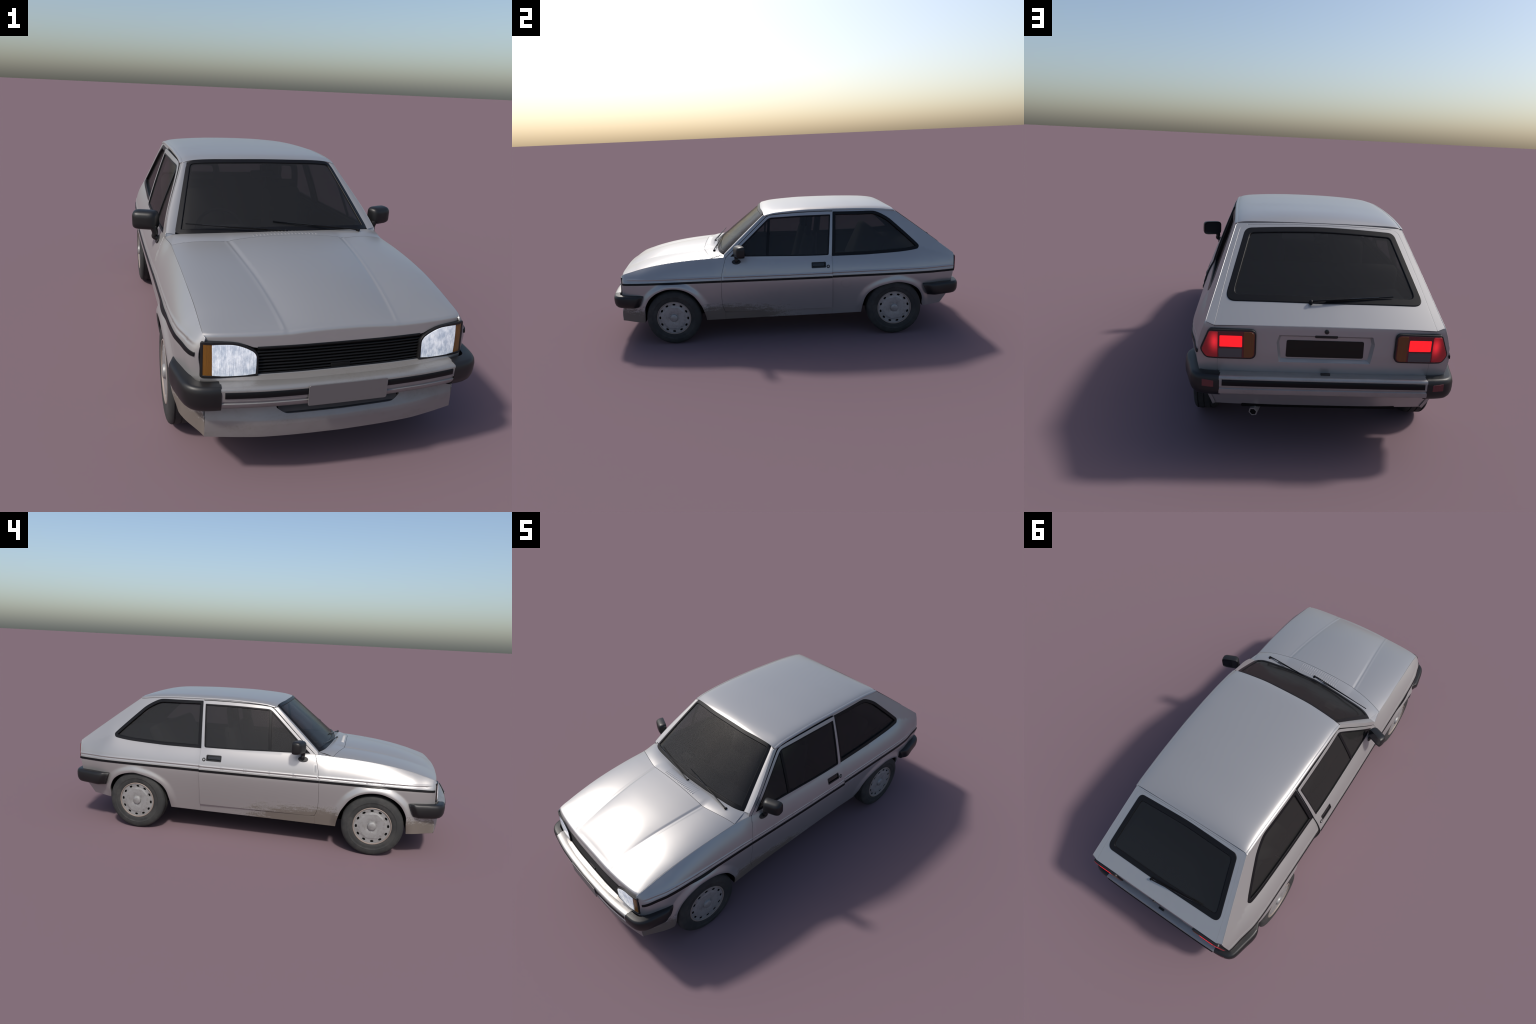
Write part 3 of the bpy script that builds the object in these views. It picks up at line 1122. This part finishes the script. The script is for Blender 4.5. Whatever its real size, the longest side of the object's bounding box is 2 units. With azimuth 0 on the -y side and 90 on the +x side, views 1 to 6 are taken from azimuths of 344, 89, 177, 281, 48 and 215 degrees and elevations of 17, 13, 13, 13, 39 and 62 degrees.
panel('plate_recess_floor', inset(recess, .0075), rear_in(.0125), [paint], tail, flip=-1, h=.03, th=.002)
npl = rounded([(-.1185, .3385), (.1185, .3385), (.1175, .3935), (-.1175, .3935)], .005)
panel('number_plate', npl, rear_in(.0105), [plate_d], tail, flip=-1, h=.03, th=.003)
hl = rounded([(-.0335, .4085), (.0335, .4085), (.0345, .4150), (-.0345, .4150)], .003)
panel('plate_lamp', hl, rear_in(.0), [plastic], tail, flip=-1, h=.01, th=.012, lift=.0015)
tube('tailgate_lock', [(0, .966, .4285), (0, .9745, .4285), (0, .9765, .4285)], [.0072, .0068, .0035], [plastic], tail, n=16)
for s in SIDES:
    # corner of the body outside the tailgate
    cz = np.linspace(.287, .4400, 16)
    outer_c = []
    for y, z in src:
        outer_c.append((float(flank_x(np.array(y), np.array(z))) - .0002, z))
    corner = [(.3262, .2870), (.3276, .345), (.3372, .4415)] + [(.352, .4425), (outer_c[-1][0], outer_c[-1][1] + .002)] + outer_c[::-1]
    panel('rear_corner_panel', corner, rear, PT, car, side=s, flip=-1, h=.010)

# ---- tail lamps
for s in SIDES:
    tl = rounded([(.3525, .4275), (.2130, .4285), (.2120, .3370), (.3615, .3375), (.3775, .3625)], [.007, .017, .019, .012, .009], 6)

    def lampP(x, z):
        p = rear(x, z)
        p[..., 1] = .9735 - .0085 * (np.clip(np.abs(x) - .318, 0, 1) / .055) ** 2 + (z - .39) * .06
        return p
    body = panel('tail_lamp', tl, lampP, [plastic], car, holes=[inset(tl, .0052)], side=s, flip=-1, th=.018, lift=.0040, h=.02, hb=.006, edge=.0018)
    ti = inset(tl, .0040)
    panel('lamp_base', ti, lampP, [red_dark], body, side=s, flip=-1, th=.006, lift=.0052, h=.02, edge=.002)
    panel('indicator_lens', rounded([(.2178, .4230), (.2178, .3425), (.2465, .3425), (.2480, .4235)], [.012, .014, .002, .002]), lampP, [amber_r], body, side=s, flip=-1, th=.003, lift=.0066, h=.01)
    panel('stop_lens', rounded([(.2535, .3765), (.3190, .3775), (.3190, .4110), (.2540, .4105)], .002), lampP, [red_lit], body, side=s, flip=-1, th=.003, lift=.0066, h=.01)
    panel('reversing_lens', rounded([(.2535, .3425), (.3210, .3425), (.3225, .3700), (.2535, .3700)], .0015), lampP, [grey_lens], body, side=s, flip=-1, th=.003, lift=.0066, h=.01)
    panel('side_lens', rounded([(.3265, .4225), (.3260, .3430), (.3580, .3425), (.3715, .3620), (.3500, .4225)], [.002, .002, .008, .006, .004]), lampP, [red_lens], body, side=s, flip=-1, th=.003, lift=.0066, h=.01)

# ---- nose: headlamps, grille, apron
for s in SIDES:
    hlp = rounded([(.3590, .3862), (.3605, .2960), (.2222, .2960), (.2222, .3500), (.2300, .3610), (.2530, .3740), (.2780, .3825), (.3150, .3855)],
                  [.004, .006, .004, .006, .012, .02, .02, .03], 6)
    lamp = panel('headlamp', hlp, nose, [plastic], car, holes=[inset(hlp, .0042)], side=s, flip=1, th=.014, lift=.0035, h=.02, hb=.005, edge=.0018)
    lens = rounded([(.3330, .3812), (.3325, .3000), (.2265, .3000), (.2265, .3485), (.2335, .3580), (.2550, .3700), (.2790, .3780), (.3100, .3805)],
                   [.002, .002, .004, .006, .012, .02, .02, .03], 6)

    def lensP(x, z):
        p = nose(x, z)
        p[..., 1] -= .004 * np.clip(1 - ((x - .28) / .07) ** 2 - ((z - .34) / .06) ** 2, 0, 1)
        return p
    panel('headlamp_lens', lens, lensP, [head_lens], lamp, side=s, flip=1, th=.004, lift=.0022, h=.01)
    am = rounded([(.3345, .3820), (.3340, .2998), (.3560, .2998), (.3550, .3822)], [.001, .001, .003, .003])
    panel('front_indicator', am, nose, [amber], lamp, side=s, flip=1, th=.004, lift=.0022, h=.01)
grille = rbox('grille', (0, -.921, .332), (.446, .004, .072), [void], car, r=.001)
gx = np.linspace(-.2225, .2225, 31)
for i in range(8):
    z = .3035 + i * .0083
    rings = []
    for x in gx:
        y = float(nose_y(np.array(x), np.array(z))) + .0035
        rings.append([(x, y + .016, z + .0006), (x, y + .004, z - .0006), (x, y, z - .0002), (x, y - .0003, z + .0014), (x, y + .001, z + .0030), (x, y + .006, z + .0044), (x, y + .016, z + .0034)])
    loft('grille_slat', rings, [grille_m], grille, angle=50)
for zb_, hh in ((.2985, .003), (.3665, .003)):
    tube('grille_edge', [(x, float(nose_y(np.array(x), np.array(zb_))) + .003, zb_) for x in gx], hh, [grille_m], grille, n=6)
rbox('grille_badge', (-.004, -.9425, .3060), (.052, .005, .0105), [grille_m], grille, r=.001)
# apron between lamps and bumper
ax_ = np.linspace(-.3615, .3615, 61)
A = nose(ax_, np.full(61, .3005))
A[:, 1] += .0015
A2 = nose(ax_, np.full(61, .2965))
A2[:, 1] -= .0005
BYL = pchip([(0, -.9660), (.1, -.9645), (.2, -.9605), (.25, -.9525), (.3, -.9400), (.33, -.932), (.3615, -.9225)])
B = np.stack([ax_, BYL(np.abs(ax_)) - .002, .2915 - .004 * (np.abs(ax_) / .36) ** 2], 1)
C = np.stack([ax_, BYL(np.abs(ax_)) + .004, 0 * ax_ + .262], 1)
V = np.vstack([A, A2, B, C])
F = [(r * 61 + j, (r + 1) * 61 + j, (r + 1) * 61 + j + 1, r * 61 + j + 1) for r in range(3) for j in range(60)]
finish('front_apron', V, F, [low_m], car, angle=30)

# ---- front bumper: bright centre bar with rubbing insert, black corner pieces
FB = pchip([(0, -.9962), (.1, -.9940), (.2, -.9890), (.27, -.9815), (.3185, -.9740)])
bx = np.linspace(-.3185, .3185, 49)
sec = [(.030, .2915), (.010, .2880), (.004, .2862), (.0012, .2832), (0, .2795), (0, .2535), (.0034, .2512), (.0034, .2478), (0, .2455),
       (.0010, .2410), (.0035, .2360), (.0080, .2300), (.0145, .2262), (.024, .2245), (.045, .2245), (.050, .255), (.045, .2880)]
rings = [[(x, float(FB(abs(x))) + d, z) for d, z in sec] for x in bx]
fb = loft('front_bumper', rings, [bumper_m], car, angle=32)
rs = np.linspace(-.3095, .3095, 45)
loft('bumper_insert', [[(x, float(FB(abs(x))) + d, z) for d, z in ((.002, .2780), (-.0016, .2772), (-.0022, .2765), (-.0022, .2625), (-.0016, .2615), (.002, .2608))] for x in rs], [rubber], fb, angle=50)
npf = rounded([(-.1065, .2320), (.1045, .2315), (.1040, .2855), (-.1060, .2860)], .005)
panel('number_plate', npf, lambda x, z: np.stack([x, -.9990 + .25 * x * x * .2 + 0 * z, z], -1), [plate_m], fb, flip=1, h=.02, th=.0025, lift=.001)


def corner_piece(name, path, yend, shear, sgn, parent, s):
    """moulded bumper corner: plan path of its outer face, swept with a rounded section"""
    P = crom(path, 7)
    T = np.gradient(P, axis=0)
    T /= np.linalg.norm(T, axis=1)[:, None]
    Nn = np.stack([T[:, 1], -T[:, 0]], 1)        # towards the body
    if Nn[len(P) // 2] @ np.array([1., 0]) > 0:
        Nn = -Nn
    sec = [(.034, .2900), (.012, .2895), (.006, .2875), (.002, .2815), (0, .2720), (0, .2560), (.0015, .2420), (.006, .2300), (.013, .2220), (.023, .2170), (.040, .2145), (.046, .250)]
    rings = []
    m = len(P)
    for i in range(m):
        k_ = i / (m - 1)
        w = sstep(.55, 1, k_)
        ed = .010 * sstep(.90, 1.0, k_)
        ring = []
        for d, z in sec:
            dd = min(d + ed, .046)
            p = P[i] + Nn[i] * dd
            y = p[1] + w * shear * (z - .289)
            ring.append((p[0], y, z))
        rings.append(ring)
    return loft(name, rings, [plastic], parent, side=s, angle=38, flip=(sgn > 0))


for s in SIDES:
    corner_piece('front_bumper_corner', [(.3175, -.9755), (.345, -.9725), (.370, -.9665), (.390, -.9550), (.4045, -.9370), (.4130, -.9100), (.4200, -.8700), (.4262, -.8300), (.4275, -.7930)],
                 -.793, .46, -1, fb, s)
# ---- rear bumper
rings = []
for x in bx:
    yf = .9962 - .0025 * (abs(x) / .3185) ** 4
    rings.append([(x, yf - d, z) for d, z in ((.032, .2908), (.010, .2882), (.004, .2862), (.0012, .2832), (0, .2795), (0, .2535), (.003, .2512), (.003, .2490), (.0005, .2465),
                                               (.0008, .2380), (.003, .2305), (.009, .2268), (.020, .2258), (.05, .2258), (.055, .255), (.045, .288))])
rb = loft('rear_bumper', rings, [bumper_m], car, angle=32, flip=True)
loft('bumper_insert', [[(x, .9962 - .0025 * (abs(x) / .3185) ** 4 - d, z) for d, z in ((.002, .2775), (-.0030, .2765), (-.0038, .2755), (-.0038, .2595), (-.0030, .2585), (.002, .2575))] for x in rs], [rubber], rb, angle=50, flip=True)
rbox('tow_cover', (-.004, .972, .2905), (.029, .010, .008), [plastic], rb, r=.0015)
for s in SIDES:
    rc = corner_piece('rear_bumper_corner', [(.3175, .9945), (.350, .9915), (.3805, .9845), (.3995, .9710), (.4110, .9490), (.4240, .8900), (.4360, .8300), (.4335, .7760)],
                      .776, -.46, 1, rb, s)
    panel('reflector', rounded([(.3355, .2525), (.3690, .2535), (.3690, .2745), (.3355, .2715)], .0015),
          lambda x, z: np.stack([x, .9935 - ((np.abs(x) - .32).clip(0) / .06) ** 2 * .0085, z], -1), [refl], rb, side=s, flip=-1, th=.004, lift=.0008, h=.01)

# ---- front valance with air slot
VY = pchip([(0, -.9765), (.1, -.9735), (.2, -.9660), (.27, -.9530), (.30, -.9460), (.3505, -.9335), (.36, -.931)])
VP = pchip([(.125, .005), (.132, .0035), (.15, .0020), (.165, .0015), (.175, .0030), (.186, .0085), (.195, .0140), (.215, .0210), (.235, .025)])


def val(x, z):
    k_ = 1 - .45 * (np.abs(x) / .35) ** 2
    return np.stack([x, VY(np.abs(x)) + VP(z) * k_, z], -1)


slot = rounded([(-.1725, .2050), (-.1500, .1900), (.1500, .1900), (.1725, .2050), (.1720, .2150), (-.1720, .2150)], [.008, .012, .012, .008, .003, .003])
vpoly = [(-.3500, .2330), (-.3480, .19), (-.3505, .1320), (.3505, .1320), (.3480, .19), (.3500, .2330)]
vex = [(x, z) for x in np.arange(-.34, .341, .012) for z in (.158, .165, .170, .175, .180, .186)]
va = panel('front_valance', vpoly, val, [low_m, void], car, holes=[slot], h=.012, extra=vex)
rbox('air_slot', (0, -.935, .2080), (.36, .004, .03), [void], va, r=.001)
sx_ = np.linspace(-.166, .166, 31)
zs_ = .1893 + .010 * sstep(.148, .168, np.abs(sx_))
A = val(sx_, zs_) + [0, .001, 0]
B = val(sx_, zs_) + np.array([0, .026, .0135])
ruled('air_slot_ledge', A, B, [plate_m], va, n=3, flip=True)
lipx = np.linspace(-.165, .165, 25)
tube('slot_lip', [tuple(val(np.array([x]), np.array([.1905]))[0] + [0, .004, 0]) for x in lipx], .0022, [plastic], va, n=6)

# ---- rear valance
rv = [(-.3600, .2260), (.3600, .2260), (.3590, .2000), (.3375, .1480), (-.3375, .1480), (-.3590, .2000)]
panel('rear_valance', rv, lambda x, z: np.stack([x, .8995 + (z - .148) * .62 - .010 * (np.abs(x) / .36) ** 4, z], -1), [paint, void], car, flip=-1, h=.014)

# ---- exhaust
ep = np.array([(.176, .60, .135), (.180, .76, .140), (.1930, .845, .1360), (.2115, .9080, .1265)])
ex_o = tube('exhaust_pipe', crom(ep, 4), .0152, [pipe_m], car, n=6, angle=10)
tube('exhaust_bore', [(.2085, .900, .1282), (.2118, .9090, .1263)], .0108, [void], ex_o, n=6)

# ---- underside: floor, wheel wells
rbox('floor_pan', (0, .01, .150), (.500, 1.78, .022), [void], car, r=.004)
rbox('sill_floor', (0, -.003, .146), (.720, .860, .018), [void], car, r=.003)
rbox('engine_bay', (0, -.640, .250), (.46, .52, .20), [void], car, r=.01)
rbox('front_crossmember', (0, -.875, .24), (.66, .06, .16), [void], car, r=.01)
rbox('rear_crossmember', (0, .865, .215), (.64, .08, .10), [void], car, r=.01)
for s in SIDES:
    for A in (ARCH_F, ARCH_R):
        xo = flank_x(A[:, 0], A[:, 1]) - .0035
        O_ = np.stack([xo, A[:, 0], A[:, 1]], 1)
        I_ = np.stack([np.full(len(A), .262), A[:, 0], A[:, 1]], 1)
        ruled('wheel_well', O_, I_, [void], car, side=s, n=2, flip=False, angle=60)
        c = len(A)
        finish('wheel_well_wall', np.vstack([I_, [[.262, A[:, 0].mean(), .12]]]), [(i, i + 1, c) for i in range(c - 1)], [void], car, side=s)

# ---- wheels
R = .1535
tyre_prof = [(.338, .094), (.330, .110), (.331, .128), (.336, .142), (.343, .1500), (.352, .1530), (.3575, R), (.3585, .1505), (.3615, .1505), (.3625, R),
             (.3795, R), (.3805, .1505), (.3835, .1505), (.3845, R), (.4005, R), (.4015, .1505), (.4045, .1505), (.4055, .1532), (.4095, .1518), (.4145, .1475), (.4180, .1400), (.4203, .1300), (.4210, .1215),
             (.4202, .1205), (.4203, .1120), (.4197, .1050), (.4185, .0985), (.4165, .0955), (.4110, .0935)]
tyre_prof = [(x - .385, r) for x, r in tyre_prof]
hx = pchip([(0, .0300), (.026, .0300), (.030, .0312), (.045, .0325), (.062, .0325), (.0665, .0312), (.070, .0302), (.0875, .0302), (.0905, .0296)])


def hubP(y, z):
    r = np.hypot(y, z)
    return np.stack([hx(r), y, z], -1)


aa = np.linspace(0, 2 * math.pi, 96, endpoint=False)
circ = lambda r: np.stack([r * np.cos(aa), r * np.sin(aa)], 1)
hub_holes = []
for i in range(12):
    a = math.radians(30 * i + 9)
    t = np.linspace(0, 2 * math.pi, 18, endpoint=False)
    rr_, tt = .0785 + .0064 * np.cos(t), .0094 * np.sin(t)
    hub_holes.append(np.stack([rr_ * math.cos(a) - tt * math.sin(a), rr_ * math.sin(a) + tt * math.cos(a)], 1))
proto = {}
for wy in (-.6300, .6165):
    for s in SIDES:
        Mx = Matrix.Translation(Vector((.385 * s, wy, R))) @ Matrix.Rotation(0 if s > 0 else math.pi, 4, 'Z') @ Matrix.Rotation(float(rng.uniform(0, .5)) + (0 if wy < 0 else .2), 4, 'X')
        if not proto:
            w = lathe('wheel', [(-.040, .02), (-.040, .096), (.0285, .0975), (.0328, .0958), (.0345, .0938), (.0340, .0910), (.0300, .0895), (.022, .088), (.020, .001)], [rim_m], car, 64)
            ty = lathe('tyre', tyre_prof, [tyre_m], w, 96)
            hc = panel('hubcap', circ(.0905), hubP, [cap_m], w, holes=hub_holes, h=.007, th=.003, hb=.004, edge=.001)
            hb_ = lathe('hub_cover', [(.0280, .0225), (.0335, .0218), (.0372, .0200), (.0392, .0150), (.0402, .0080), (.0404, .0005)], [cap_m], w, 40)
            bk = lathe('hubcap_back', [(.0240, .089), (.0240, .060), (.0235, .0005)], [void], w, 48)
            proto = dict(w=w, kids=[ty, hc, hb_, bk])
        else:
            w = proto['w'].copy()
            bpy.context.scene.collection.objects.link(w)
            for c in proto['kids']:
                d = c.copy()
                d.parent = w
                bpy.context.scene.collection.objects.link(d)
        w.matrix_local = Mx

# ---- interior
def rot_x(a):
    return (a, 0, 0)


for s in SIDES:
    sx = .175 * s
    seat = rbox('front_seat', (sx, .010, .265), (.205, .24, .085), [cloth], car, r=.03, rot=rot_x(.12))
    rbox('seat_back', (sx, .135, .420), (.205, .070, .300), [cloth], seat, r=.03, rot=rot_x(-.24), taper=(.82, .8))
    # framed head restraint
    hrn = crom([(-.058, .56), (-.060, .60), (-.056, .645), (-.035, .662), (.035, .662), (.056, .645), (.060, .60), (.058, .56)], 5)
    pth = [(sx + a, .155 + (b - .56) * .16, b) for a, b in hrn]
    tube('head_restraint', pth, .0135, [trim], seat, n=10)
    rbox('head_restraint_bar', (sx, .156, .578), (.120, .026, .035), [trim], seat, r=.008, rot=rot_x(-.16))
bench = rbox('rear_seat', (0, .430, .290), (.60, .20, .10), [cloth], car, r=.03)
rbox('rear_seat_back', (0, .520, .420), (.62, .060, .275), [cloth], bench, r=.025, rot=rot_x(-.45))
rbox('parcel_shelf', (0, .74, .452), (.62, .34, .012), [trim], car, r=.004)
rbox('boot_floor', (0, .75, .24), (.60, .36, .02), [trim], car, r=.004)
dash = rbox('dashboard', (0, -.290, .440), (.700, .120, .100), [trim], car, r=.03)
rbox('dashboard_top', (0, -.335, .478), (.660, .070, .014), [trim], dash, r=.006)
rbox('instrument_hood', (-.165, -.272, .485), (.150, .060, .036), [trim], dash, r=.012)
rbox('modelled_sun_patch', (-.150, -.290, .5045), (.060, .038, .002), [cloth], dash, r=.0005)  # pale sheet modelled for the sunlit top of the instrument hood
# steering wheel (right hand drive)
sw = []
for i in range(40):
    a = 2 * math.pi * i / 40
    u = np.array([math.cos(a) * .088, math.sin(a) * .088 * -.42, math.sin(a) * .088 * .9])
    sw.append(np.array([-.172, -.205, .458]) + [u[0], -u[1], u[2]])
steer = tube('steering_wheel', sw, .0065, [trim], car, n=8, closed=True)
tube('steering_column', [(-.172, -.30, .43), (-.172, -.205, .458)], .018, [trim], steer, n=10)
for a in (0.2, math.pi - .2):
    tube('spoke', [(-.172, -.205, .458), tuple(sw[int(a / (2 * math.pi) * 40)])], .007, [trim], steer, n=6)
rbox('gear_lever', (0, -.10, .30), (.016, .016, .13), [trim], car, r=.007)
tube('gear_knob', [(0, -.10, .362), (0, -.10, .372), (0, -.10, .384), (0, -.10, .388)], [.008, .013, .011, .003], [trim], car, n=12)
rbox('rear_view_mirror', (.012, -.080, .655), (.092, .014, .028), [trim], car, r=.006, rot=(.1, 0, .15))
tube('mirror_stalk', [(.010, -.083, .655), (.004, -.095, .690)], .005, [trim], car, n=6)
rbox('bulkhead', (0, -.375, .33), (.66, .02, .30), [void], car, r=.004)
for s in SIDES:
    rbox('door_card', (.372 * s, -.03, .31), (.010, .58, .28), [trim], car, r=.004)
    rbox('rear_side_trim', (.365 * s, .58, .36), (.010, .58, .16), [trim], car, r=.004)

print('objects', len(bpy.data.objects), 'tris', sum(len(o.data.loops) - 2 * len(o.data.polygons) for o in bpy.data.objects if o.type == 'MESH'))
